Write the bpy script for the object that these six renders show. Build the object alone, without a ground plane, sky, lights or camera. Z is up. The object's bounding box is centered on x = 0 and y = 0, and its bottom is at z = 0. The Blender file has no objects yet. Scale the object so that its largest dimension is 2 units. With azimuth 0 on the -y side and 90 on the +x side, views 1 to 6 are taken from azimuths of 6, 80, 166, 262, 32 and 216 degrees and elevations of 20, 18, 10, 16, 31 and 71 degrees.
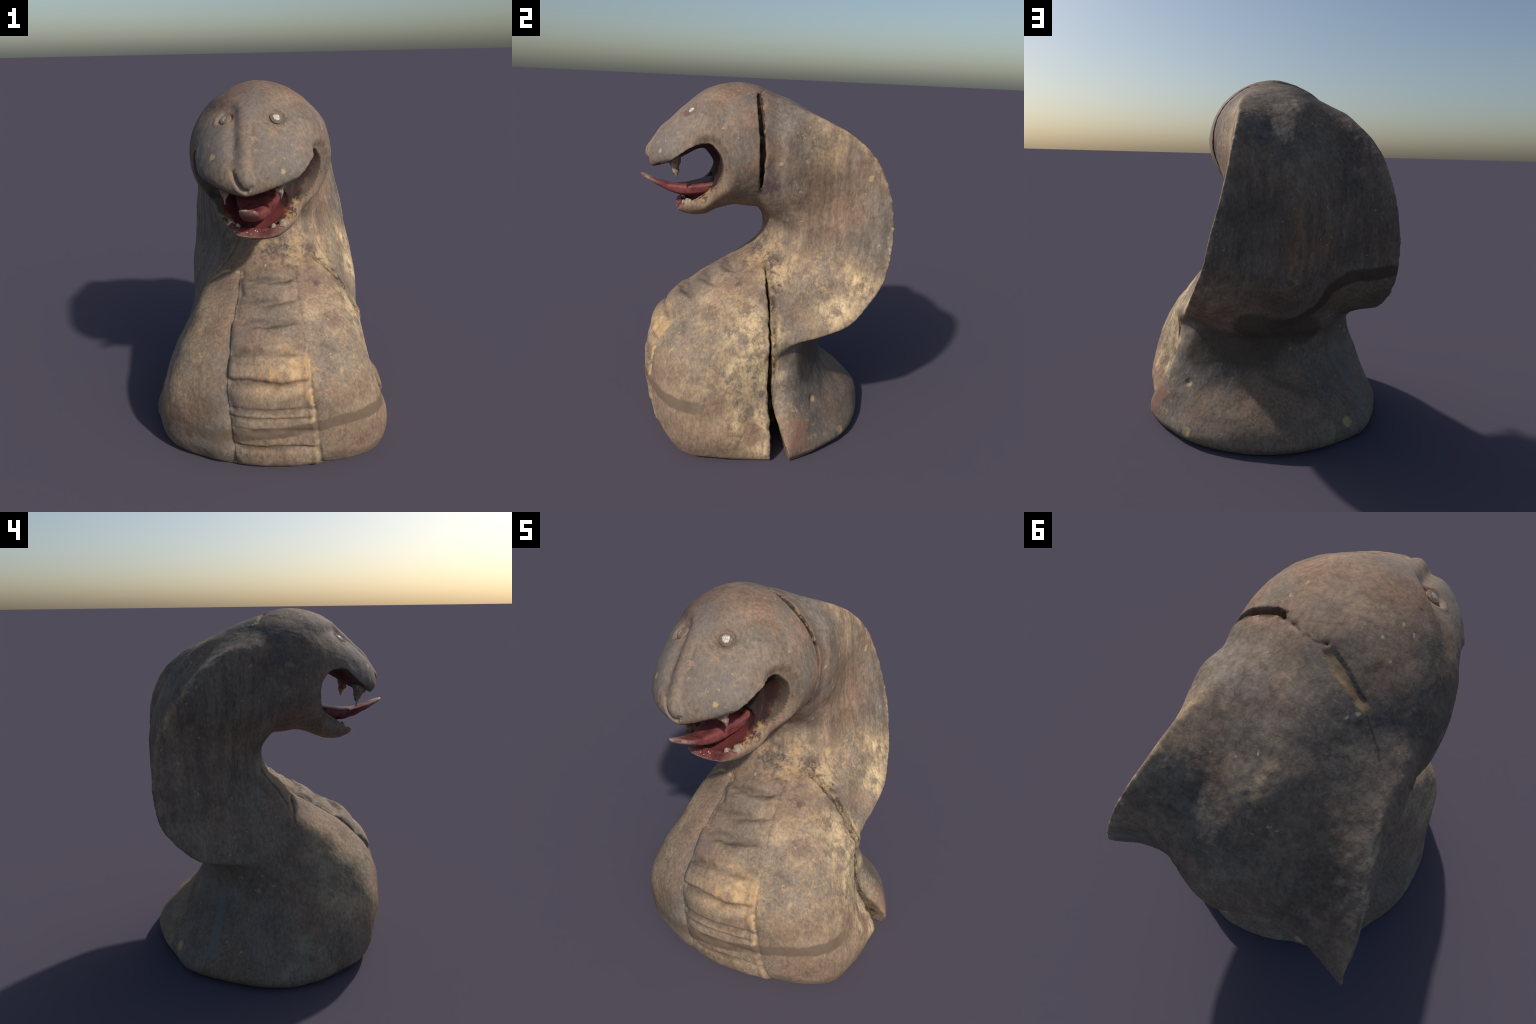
import bpy, bmesh, math
import numpy as np
from mathutils import Vector

rng = np.random.default_rng(7)

# ------------------------------------------------------------------ helpers
def pchip(xs, ys, x):
    """monotone cubic interpolation, ys may have several columns"""
    xs = np.asarray(xs, float); ys = np.asarray(ys, float)
    if ys.ndim == 1:
        return pchip(xs, ys[:, None], x)[:, 0]
    h = np.diff(xs)[:, None]; d = np.diff(ys, axis=0) / h
    m = np.zeros_like(ys)
    w1 = 2 * h[1:] + h[:-1]; w2 = h[1:] + 2 * h[:-1]
    ok = d[:-1] * d[1:] > 0
    with np.errstate(divide='ignore', invalid='ignore'):
        hm = (w1 + w2) / (w1 / d[:-1] + w2 / d[1:])
    m[1:-1] = np.where(ok, hm, 0)
    m[0] = d[0]; m[-1] = d[-1]
    x = np.clip(np.asarray(x, float), xs[0], xs[-1])
    i = np.clip(np.searchsorted(xs, x) - 1, 0, len(xs) - 2)
    t = ((x - xs[i]) / (xs[i + 1] - xs[i]))[:, None]; hh = h[i]
    return ((2*t**3-3*t**2+1)*ys[i] + (t**3-2*t**2+t)*hh*m[i]
            + (-2*t**3+3*t**2)*ys[i+1] + (t**3-t**2)*hh*m[i+1])

def smoothstep(a, b, x):
    t = np.clip((x - a) / (b - a), 0, 1)
    return t * t * (3 - 2 * t)

def catmull(P, n, closed):
    """resample control points P (k,2/3) to n samples per span"""
    P = np.asarray(P, float); k = len(P)
    if closed:
        Q = np.vstack([P[-1], P, P[0], P[1]]); spans = k
    else:
        Q = np.vstack([2*P[0]-P[1], P, 2*P[-1]-P[-2]]); spans = k - 1
    out = []
    t = np.linspace(0, 1, n, endpoint=False)[:, None]
    for s in range(spans):
        a, b, c, d = Q[s], Q[s+1], Q[s+2], Q[s+3]
        out.append(0.5*((2*b)+(c-a)*t+(2*a-5*b+4*c-d)*t**2+(3*b-a-3*c+d)*t**3))
    return np.vstack(out)

def loft(name, rings):
    """closed rings (m, n, 3) -> capped mesh object"""
    rings = np.asarray(rings, float); m, n, _ = rings.shape
    verts = [tuple(p) for p in rings.reshape(-1, 3)]
    faces = []
    for i in range(m - 1):
        for j in range(n):
            a = i*n + j; b = i*n + (j+1) % n
            faces.append((a, b, b+n, a+n))
    for i, flip in ((0, True), (m-1, False)):
        c = len(verts); verts.append(tuple(rings[i].mean(0)))
        for j in range(n):
            a = i*n + j; b = i*n + (j+1) % n
            faces.append((b, a, c) if flip else (a, b, c))
    me = bpy.data.meshes.new(name); me.from_pydata(verts, [], faces); me.update()
    bm = bmesh.new(); bm.from_mesh(me)
    bmesh.ops.recalc_face_normals(bm, faces=bm.faces); bm.to_mesh(me); bm.free()
    ob = bpy.data.objects.new(name, me); bpy.context.collection.objects.link(ob)
    return ob

def bake(ob):
    dg = bpy.context.evaluated_depsgraph_get()
    me = bpy.data.meshes.new_from_object(ob.evaluated_get(dg))
    ob.modifiers.clear(); old = ob.data; ob.data = me
    bpy.data.meshes.remove(old)
    return ob

def drop(ob):
    me = ob.data; bpy.data.objects.remove(ob)
    if me.users == 0: bpy.data.meshes.remove(me)

def join(obs, name):
    bm = bmesh.new()
    for o in obs: bm.from_mesh(o.data)
    me = bpy.data.meshes.new(name); bm.to_mesh(me); bm.free()
    for o in obs: drop(o)
    ob = bpy.data.objects.new(name, me); bpy.context.collection.objects.link(ob)
    return ob

def remesh(ob, size):
    m = ob.modifiers.new('r', 'REMESH'); m.mode = 'VOXEL'; m.voxel_size = size; m.use_smooth_shade = True
    return bake(ob)

def smooth(ob, factor, it):
    m = ob.modifiers.new('s', 'SMOOTH'); m.factor = factor; m.iterations = it
    return bake(ob)

def cut(ob, tool):
    m = ob.modifiers.new('b', 'BOOLEAN'); m.operation = 'DIFFERENCE'; m.solver = 'EXACT'; m.object = tool
    bake(ob); drop(tool); return ob

def coords(me):
    a = np.empty(len(me.vertices)*3, np.float32); me.vertices.foreach_get('co', a)
    return a.reshape(-1, 3).astype(float)

def normals(me):
    a = np.empty(len(me.vertices)*3, np.float32); me.vertices.foreach_get('normal', a)
    return a.reshape(-1, 3).astype(float)

def set_coords(me, co):
    me.vertices.foreach_set('co', co.astype(np.float32).ravel()); me.update()

_perm = np.random.default_rng(11).permutation(256); _perm = np.concatenate([_perm, _perm, _perm])
_grad = np.random.default_rng(12).normal(size=(256, 3)); _grad /= np.linalg.norm(_grad, axis=1)[:, None]
def noise(p):
    p = np.asarray(p, float); i = np.floor(p).astype(int); f = p - i; i &= 255
    u = f*f*f*(f*(f*6-15)+10); r = 0
    for dx in (0, 1):
        for dy in (0, 1):
            for dz in (0, 1):
                h = _perm[_perm[_perm[i[:,0]+dx] + i[:,1]+dy] + i[:,2]+dz]
                g = _grad[h]; d = f - np.array([dx, dy, dz])
                w = ((u[:,0] if dx else 1-u[:,0]) * (u[:,1] if dy else 1-u[:,1]) * (u[:,2] if dz else 1-u[:,2]))
                r = r + w * (g*d).sum(1)
    return r * 1.6
def fbm(p, o=4):
    a, s, r = 1.0, 1.0, 0
    for _ in range(o):
        r = r + a*noise(p*s + 17.3*_); a *= .5; s *= 2.03
    return r

# ------------------------------------------------------------------ trunk: base, chest, neck and hood
# rails run up the statue: (z, x, y); a horizontal section joins them in this order
RAILS = dict(
 front=[(0,0,-.61),(.05,0,-.655),(.15,0,-.69),(.3,0,-.702),(.45,0,-.692),(.6,0,-.645),(.7,0,-.565),(.8,0,-.455),(.87,0,-.35),
        (.94,0,-.23),(1.0,-.01,-.11),(1.06,-.02,-.03),(1.12,-.03,.008),(1.19,-.04,.022),(1.25,-.04,.012),(1.3,-.04,-.025),(1.4,-.04,-.06),(1.93,-.04,-.06)],
 front_right=[(0,.515,-.48),(.05,.555,-.515),(.15,.585,-.54),(.3,.575,-.545),(.45,.535,-.54),(.6,.46,-.485),(.7,.40,-.39),(.8,.355,-.28),
        (.9,.30,-.15),(1.0,.22,-.04),(1.06,.18,.02),(1.12,.15,.06),(1.19,.14,.08),(1.25,.15,.07),(1.3,.18,.03),(1.4,.25,-.03),(1.6,.29,-.04),(1.8,.22,-.04),(1.93,.08,-.05)],
 flank_right=[(0,.62,-.26),(.05,.675,-.27),(.15,.70,-.26),(.3,.65,-.25),(.45,.595,-.24),(.6,.545,-.21),(.7,.50,-.13),(.8,.44,-.08),(.9,.37,-.02),(1.0,.275,.06),
        (1.12,.22,.135),(1.19,.205,.155),(1.3,.22,.115),(1.45,.28,.06),(1.6,.31,.04),(1.75,.29,.03),(1.85,.21,.03),(1.93,.1,0)],
 side_right=[(0,.665,-.02),(.03,.685,-.02),(.07,.680,-.02),(.13,.652,-.02),(.2,.612,-.02),(.317,.562,-.02),(.45,.545,-.02),(.55,.54,-.01),(.63,.54,.0),(.7,.50,.03),(.8,.446,.06),(.88,.40,.09),(1.03,.305,.16),
        (1.12,.285,.21),(1.19,.265,.23),(1.3,.255,.20),(1.45,.30,.15),(1.6,.332,.13),(1.75,.316,.12),(1.85,.225,.11),(1.93,.12,.05)],
 lobe_right=[(0,.68,.13),(.05,.71,.13),(.2,.668,.13),(.3,.598,.125),(.378,.556,.12),(.45,.54,.115),(.5,.515,.11),(.56,.50,.10),(.62,.525,.09),(.66,.526,.11),(.7,.522,.18),(.8,.470,.26),(.88,.438,.31),(1.03,.392,.39),
        (1.19,.358,.44),(1.3,.316,.43),(1.45,.292,.41),(1.6,.294,.37),(1.75,.28,.30),(1.85,.22,.18),(1.93,.11,.06)],
 rim_right=[(0,.50,.43),(.05,.53,.45),(.15,.50,.39),(.3,.44,.30),(.45,.42,.235),(.55,.425,.20),(.605,.465,.15),(.635,.521,.144),(.661,.528,.237),
        (.69,.532,.326),(.721,.535,.407),(.77,.531,.479),(.832,.517,.534),(.92,.497,.607),(1.006,.471,.655),(1.149,.442,.687),(1.289,.405,.698),
        (1.453,.361,.675),(1.582,.329,.625),(1.667,.304,.568),(1.757,.271,.459),(1.835,.236,.297),(1.88,.19,.18),(1.93,.1,.07)],
 trough_right=[(0,.27,.60),(.05,.28,.62),(.15,.27,.572),(.3,.24,.415),(.45,.23,.355),(.55,.23,.365),(.62,.25,.41),(.7,.27,.44),(.8,.27,.515),(.9,.27,.58),
        (1.0,.26,.612),(1.15,.24,.610),(1.3,.225,.615),(1.45,.195,.596),(1.6,.15,.54),(1.75,.1,.415),(1.85,.09,.27),(1.93,.03,.11)],
 ridge=[(0,0,.655),(.05,0,.69),(.1,0,.682),(.15,0,.642),(.2,0,.582),(.3,0,.465),(.45,0,.395),(.55,0,.405),(.62,0,.455),(.7,0,.505),(.8,0,.59),(.9,.01,.652),(1.0,.01,.675),
        (1.13,0,.682),(1.28,-.015,.678),(1.417,-.02,.646),(1.617,-.035,.556),(1.75,-.05,.442),(1.8,-.055,.388),(1.845,-.06,.315),(1.9,-.06,.2),(1.93,-.05,.14)],
 trough_left=[(0,-.29,.59),(.05,-.30,.605),(.15,-.28,.562),(.3,-.24,.415),(.45,-.23,.355),(.55,-.23,.365),(.62,-.25,.405),(.7,-.29,.425),(.8,-.3,.49),(.9,-.305,.545),
        (1.0,-.29,.575),(1.15,-.28,.592),(1.3,-.28,.595),(1.45,-.28,.562),(1.6,-.27,.472),(1.75,-.23,.35),(1.85,-.2,.24),(1.93,-.13,.08)],
 rim_left=[(0,-0.51,0.43),(0.05,-0.54,0.44),(.15,-.495,.39),(.3,-.425,.285),(.45,-.39,.22),(0.55,-0.41,0.21),(0.61,-0.45,0.2),(0.644,-0.488,0.202),(0.724,-0.562,0.425),
        (0.824,-0.578,0.539),(0.937,-0.577,0.624),(1.01,-0.576,0.644),(1.146,-0.569,0.657),(1.26,-0.553,0.656),(1.402,-0.534,0.621),(1.48,-0.519,0.586),(1.571,-0.498,0.533),
        (1.66,-0.466,0.449),(1.74,-0.415,0.346),(1.793,-0.386,0.26),(1.85,-0.314,0.139),(1.93,-0.154,0.039)],
 side_left=[(0,-.69,-.03),(.05,-.715,-.03),(.15,-.68,-.02),(.3,-.612,-.02),(.45,-.548,-.02),(.6,-.505,-.01),(.7,-.465,.02),(.8,-.435,.06),(.9,-.39,.1),(1.0,-.355,.15),
        (1.12,-.362,.2),(1.25,-.375,.2),(1.35,-.37,.15),(1.5,-.39,.1),(1.7,-.40,.05),(1.8,-.37,.04),(1.87,-.28,.02),(1.93,-.16,0)],
 front_left=[(0,-.49,-.47),(.05,-.52,-.50),(.15,-.535,-.52),(.3,-.53,-.53),(.45,-.50,-.515),(.6,-.44,-.455),(.7,-.385,-.37),(.8,-.355,-.27),(.9,-.30,-.15),
        (1.0,-.23,-.05),(1.06,-.205,.01),(1.12,-.21,.06),(1.19,-.225,.08),(1.25,-.235,.06),(1.3,-.25,.03),(1.4,-.31,-.03),(1.6,-.34,-.05),(1.8,-.25,-.05),(1.93,-.1,-.05)],
)
ORDER = ['front','front_right','flank_right','side_right','lobe_right','rim_right','trough_right','ridge','trough_left','rim_left','side_left','front_left']

def build_trunk():
    zs = np.linspace(0, 1.93, 300)
    tab = {}
    for k, v in RAILS.items():
        v = np.array(v); tab[k] = pchip(v[:, 0], v[:, 1:], zs)
    rings = []
    for i, z in enumerate(zs):
        P = np.array([tab[k][i] for k in ORDER])
        n = 14
        soft = catmull(P, n, True)
        # hood: the rims are crisp edges, so its three spans meet in corners
        front = catmull(np.vstack([P[9:], P[:6]]), n, False)
        rear = catmull(P[5:10], n, False)
        crisp = np.vstack([front[3*n:], rear, front[:3*n]])
        w = smoothstep(.56, .66, z)
        ring = soft*(1-w) + crisp*w
        rings.append(np.column_stack([ring, np.full(len(ring), z)]))
    return loft('trunk', rings)

# ------------------------------------------------------------------ head: coronal sections along y
def coronal(name, rows, p_up, p_low, n=72, steps=80, kx=.5):
    """rows: (y, z_top, z_wide, z_bottom, x_right, x_left)"""
    rows = np.array(sorted(rows)); rows[:, 4:] -= .008; ys = np.linspace(rows[0, 0], rows[-1, 0], steps)
    T = pchip(rows[:, 0], rows[:, 1:], ys)
    a = np.linspace(0, 2*np.pi, n, endpoint=False); ca, sa = np.cos(a), np.sin(a)
    rings = []
    for y, (zt, zw, zb, xr, xl) in zip(ys, T):
        c = (xr + xl)/2; hw = (xr - xl)/2
        pl = p_low(y) if callable(p_low) else p_low
        p = np.where(sa > 0, p_up(y) if callable(p_up) else p_up, pl)
        x = c + hw*np.sign(ca)*np.abs(ca)**(2/p)
        z = zw + np.where(sa > 0, zt - zw, zw - zb)*np.sign(sa)*np.abs(sa)**(2/p)
        rings.append(np.column_stack([x, np.full(n, y), z]))
    return loft(name, rings)

HEAD = [(.30,1.845,1.75,1.60,.08,-.19),(.2,1.898,1.70,1.55,.17,-.29),(.10,1.938,1.67,1.45,.23,-.35),(.02,1.968,1.65,1.34,.325,-.405),(-.06,1.99,1.64,1.300,.345,-.412),(-.16,1.998,1.63,1.312,.345,-.398),
        (-.25,1.988,1.62,1.290,.338,-.378),(-.33,1.962,1.62,1.260,.316,-.353),(-.40,1.915,1.62,1.256,.285,-.332),(-.46,1.862,1.615,1.270,.248,-.307),
        (-.505,1.821,1.61,1.278,.215,-.285),(-.525,1.798,1.60,1.45,.197,-.27),(-.587,1.730,1.595,1.50,.13,-.215),(-.63,1.668,1.58,1.515,.06,-.15),(-.655,1.625,1.58,1.54,-.02,-.075)]

JAW = [(-.28,1.5,1.42,1.285,.22,-.27),(-.35,1.45,1.37,1.256,.19,-.235),(-.42,1.40,1.345,1.250,.15,-.195),(-.47,1.37,1.33,1.262,.118,-.158),(-.508,1.34,1.315,1.283,.085,-.125)]

def mouth_shift(x, y, z):
    """the tunnel is skewed: right lip higher, palate bulging down and throat wall forward in the middle"""
    bulge = np.exp(-((x + .03)/.17)**2)
    dy = .085*x*smoothstep(-.29, -.38, y) - .030*bulge*smoothstep(-.36, -.28, y)
    dz = .075*x*smoothstep(1.46, 1.52, z)*smoothstep(-.36, -.46, y) - .055*bulge*smoothstep(1.50, 1.60, z)*smoothstep(-.62, -.50, y)
    return dy, dz

def prism(name, outline, x0, x1, steps):
    """side outline (y,z) swept along x"""
    o = catmull(outline, 6, True); rings = []
    for x in np.linspace(x0, x1, steps):
        dy, dz = mouth_shift(x, o[:, 0], o[:, 1])
        rings.append(np.column_stack([np.full(len(o), x), o[:, 0] + dy, o[:, 1] + dz]))
    return loft(name, rings)

MOUTH = [(-.29,1.664),(-.33,1.688),(-.385,1.684),(-.462,1.638),(-.535,1.585),(-.60,1.537),(-.66,1.49),(-.75,1.40),(-.75,1.20),(-.56,1.17),(-.512,1.26),(-.488,1.318),
         (-.45,1.338),(-.40,1.366),(-.345,1.408),(-.285,1.460),(-.257,1.53),(-.258,1.61)]

def mouth_distance(c):
    """distance of points to the wall of the mouth tunnel, seen from the side"""
    o = catmull(MOUTH, 6, True); o = np.vstack([o, o[:1]]); x, y, z = c.T
    dy, dz = mouth_shift(x, y, z); dy, dz = mouth_shift(x, y - dy, z - dz); P = np.column_stack([y - dy, z - dz])
    q = np.full(len(c), 9.0); box = np.nonzero((y < -.15) & (z > 1.2) & (z < 1.78))[0]
    for i in range(len(o)-1):
        ab = o[i+1] - o[i]
        if ab @ ab < 1e-10: continue
        t = np.clip(((P[box] - o[i]) @ ab)/(ab @ ab), 0, 1)
        q[box] = np.minimum(q[box], np.linalg.norm(P[box] - o[i] - t[:, None]*ab, axis=1))
    return q

def build_body():
    body = join([build_trunk(), coronal('head', HEAD, lambda y: 1.95 - .22*float(smoothstep(-.2, -.38, y)) + .25*float(smoothstep(-.5, -.6, y)), lambda y: 1.55 + .45*float(smoothstep(-.36, -.2, y)), steps=140), coronal('jaw', JAW, 2.3, 2.1, steps=40)], 'body')
    remesh(body, .0080); smooth(body, .5, 7)
    # melt the head into the hood where the carving shows no step
    co = coords(body.data)
    w = smoothstep(1.66, 1.76, co[:, 2])*smoothstep(-.04, .04, co[:, 1])*smoothstep(.24, .12, co[:, 1])
    w = np.maximum(w, smoothstep(1.15, 1.3, co[:, 2])*smoothstep(-.17, -.05, co[:, 1])*smoothstep(.2, .08, co[:, 1]))
    g = body.vertex_groups.new(name='melt')
    lv = np.round(w*10).astype(int)
    for k in range(1, 11):
        g.add(np.nonzero(lv == k)[0].tolist(), k/10, 'REPLACE')
    m = body.modifiers.new('s', 'SMOOTH'); m.factor = .5; m.iterations = 80; m.vertex_group = 'melt'
    bake(body)
    cut(body, prism('mouth', MOUTH, -.7, .7, 57))
    # trough of the lower jaw behind its lip
    floor = [(-.27,1.50,1.47,1.435,.10,-.16),(-.33,1.47,1.43,1.378,.14,-.19),(-.38,1.44,1.39,1.338,.14,-.19),(-.43,1.42,1.36,1.306,.11,-.155),(-.465,1.40,1.33,1.298,.07,-.115)]
    cut(body, coronal('floor', floor, 2.0, 1.7, n=40, steps=24))
    # open glue joint on the right: gaping at the foot, hairline up the chest
    gap = np.array([(-.05,.000,.125,.30),(.1,-.004,.095,.36),(.2,-.006,.060,.42),(.28,-.006,.036,.42),(.4,-.006,.022,.44),(.6,-.004,.019,.42),(.75,-.004,.018,.36),(.9,-.008,.013,.30),(1.02,-.010,.006,.215)])
    zs = np.linspace(-.05, 1.02, 90); G = pchip(gap[:, 0], gap[:, 1:], zs)
    wob = .006*noise(np.column_stack([zs*14, zs*0, zs*0])); wob2 = .007*noise(np.column_stack([zs*22, zs*0+5, zs*0]))
    xs = np.array([0, .25, .5, .75, 1])
    rings = []
    for z, (y0, y1, xi), a, b in zip(zs, G, wob, wob2):
        X = xi + (.95-xi)*xs
        lo = [(x, y0 + a*.7 + (y1-y0)*.15*(1-s), z) for x, s in zip(X, xs)]
        hi = [(x, y1 + a*.7 + b*.4 - (y1-y0)*.15*(1-s), z) for x, s in zip(X, xs)]
        rings.append(lo + hi[::-1])
    cut(body, loft('gap', rings))
    # split behind the right cheek
    crk = np.array([(1.44,-.052,-.044,.27),(1.50,-.056,-.036,.22),(1.6,-.064,-.034,.23),(1.75,-.070,-.042,.24),(1.85,-.072,-.046,.18),(1.92,-.068,-.048,.12),(1.955,-.060,-.052,.1)])
    zs = np.linspace(1.44, 1.955, 60); G = pchip(crk[:, 0], crk[:, 1:], zs)
    wob = .008*noise(np.column_stack([zs*16, zs*0+2, zs*0])); wob2 = .012*noise(np.column_stack([zs*30, zs*0+9, zs*0]))
    rings = []
    for z, (y0, y1, xi), a, b in zip(zs, G, wob, wob2):
        rings.append([(xi, y0+a, z), (.6, y0+a, z), (.6, y1+a+b*.5, z), (xi, y1+a+b*.5, z)])
    cut(body, loft('split', rings))
    remesh(body, .0058); smooth(body, .4, 2)
    # comb the voxel steps out of the thin hood rims
    co = coords(body.data); near = np.zeros(len(co), bool)
    for k in ('rim_right', 'rim_left'):
        near |= seg_dist(co, np.array([(a, b, c) for c, a, b in RAILS[k] if .6 < c < 1.9]))[0] < .022
    g = body.vertex_groups.new(name='rims'); g.add(np.nonzero(near)[0].tolist(), 1.0, 'REPLACE')
    m = body.modifiers.new('s', 'SMOOTH'); m.factor = .5; m.iterations = 10; m.vertex_group = 'rims'
    bake(body)
    return body



# ------------------------------------------------------------------ carved relief
def seg_dist(co, pts):
    """distance of every vertex to a polyline, and the position 0..1 along it"""
    pts = np.asarray(pts, float); best = np.full(len(co), 9.0); par = np.zeros(len(co))
    lo, hi = pts.min(0) - .15, pts.max(0) + .15
    sel = np.nonzero(((co > lo) & (co < hi)).all(1))[0]
    if len(sel) == 0: return best, par
    c = co[sel]; b = np.full(len(sel), 9.0); pr = np.zeros(len(sel)); k = len(pts) - 1
    for i in range(k):
        ab = pts[i+1] - pts[i]; t = np.clip(((c - pts[i]) @ ab)/(ab @ ab), 0, 1)
        d = np.linalg.norm(c - pts[i] - t[:, None]*ab, axis=1); m = d < b
        b[m] = d[m]; pr[m] = (i + t[m])/k
    best[sel] = b; par[sel] = pr
    return best, par

def gauss(d, w): return np.exp(-(d/w)**2)

BAND_LEFT = [(0,-.140),(.07,-.142),(.35,-.155),(.5,-.17),(.67,-.162),(.815,-.165),(.954,-.155),(1.05,-.14)]
BAND_RIGHT = [(0,.325),(.08,.321),(.35,.29),(.54,.262),(.70,.233),(.82,.194),(.944,.16),(1.05,.13)]
PLATE_PROFILE = [(0,0),(.05,0),(.12,-.004),(.185,-.014),(.205,0),(.275,.002),(.295,-.007),(.315,0),(.352,.002),(.368,-.010),(.380,.003),(.396,.001),(.408,-.016),(.43,-.006),(.50,-.004),(.53,-.012),
                 (.558,-.018),(.572,.007),(.655,.005),(.677,-.011),(.695,.005),(.775,.007),(.790,-.017),(.83,-.009),(.858,-.003),(.872,-.019),(.89,-.004),(.928,.001),(.943,-.018),(.962,-.002),(.985,-.002),(1.0,-.011),(1.05,0)]
NOSE_RIDGE = [(-.093,-.42,1.894),(-.083,-.517,1.802),(-.067,-.578,1.738),(-.053,-.626,1.673),(-.043,-.655,1.61)]
NOSE_FURROW_LEFT = [(-.145,-.40,1.885),(-.125,-.484,1.827),(-.113,-.547,1.763),(-.105,-.603,1.698),(-.108,-.637,1.632)]
NOSE_FURROW_RIGHT = [(-.03,-.50,1.825),(-.026,-.568,1.751),(-.022,-.617,1.686),(-.013,-.648,1.62)]
NOSTRIL = [(-.108,-.635,1.635),(-.092,-.651,1.600),(-.068,-.656,1.562),(-.045,-.656,1.548)]
NOSTRIL_RIGHT = [(-.045,-.656,1.548),(-.02,-.655,1.570)]
EYES = [(.082,-.425,1.857),(-.178,-.408,1.848)]
SEAM_LEFT = [(-.17,-.13,.955),(-.247,-.116,.952),(-.324,-.12,.895),(-.396,-.106,.835)]
SEAM_LEFT_SIDE = [(-.185,.044,1.105),(-.242,-.041,1.0),(-.312,-.085,.923),(-.382,-.109,.829)]
CROWN_CRACK = [(.16,-.065,1.93),(.064,-.028,1.965),(-.004,-.016,1.975),(-.031,-.019,1.978)]
CROWN_GOUGE = [(-.031,-.019,1.978),(-.066,.004,1.97),(-.113,.031,1.955),(-.166,.05,1.933),(-.198,.059,1.915)]
CROWN_HAIRLINE = [(-.198,.059,1.915),(-.235,.082,1.889),(-.296,.134,1.852)]
HOOD_GOUGE = [(.401,.504,1.045),(.417,.481,.988),(.448,.452,.930)]

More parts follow.
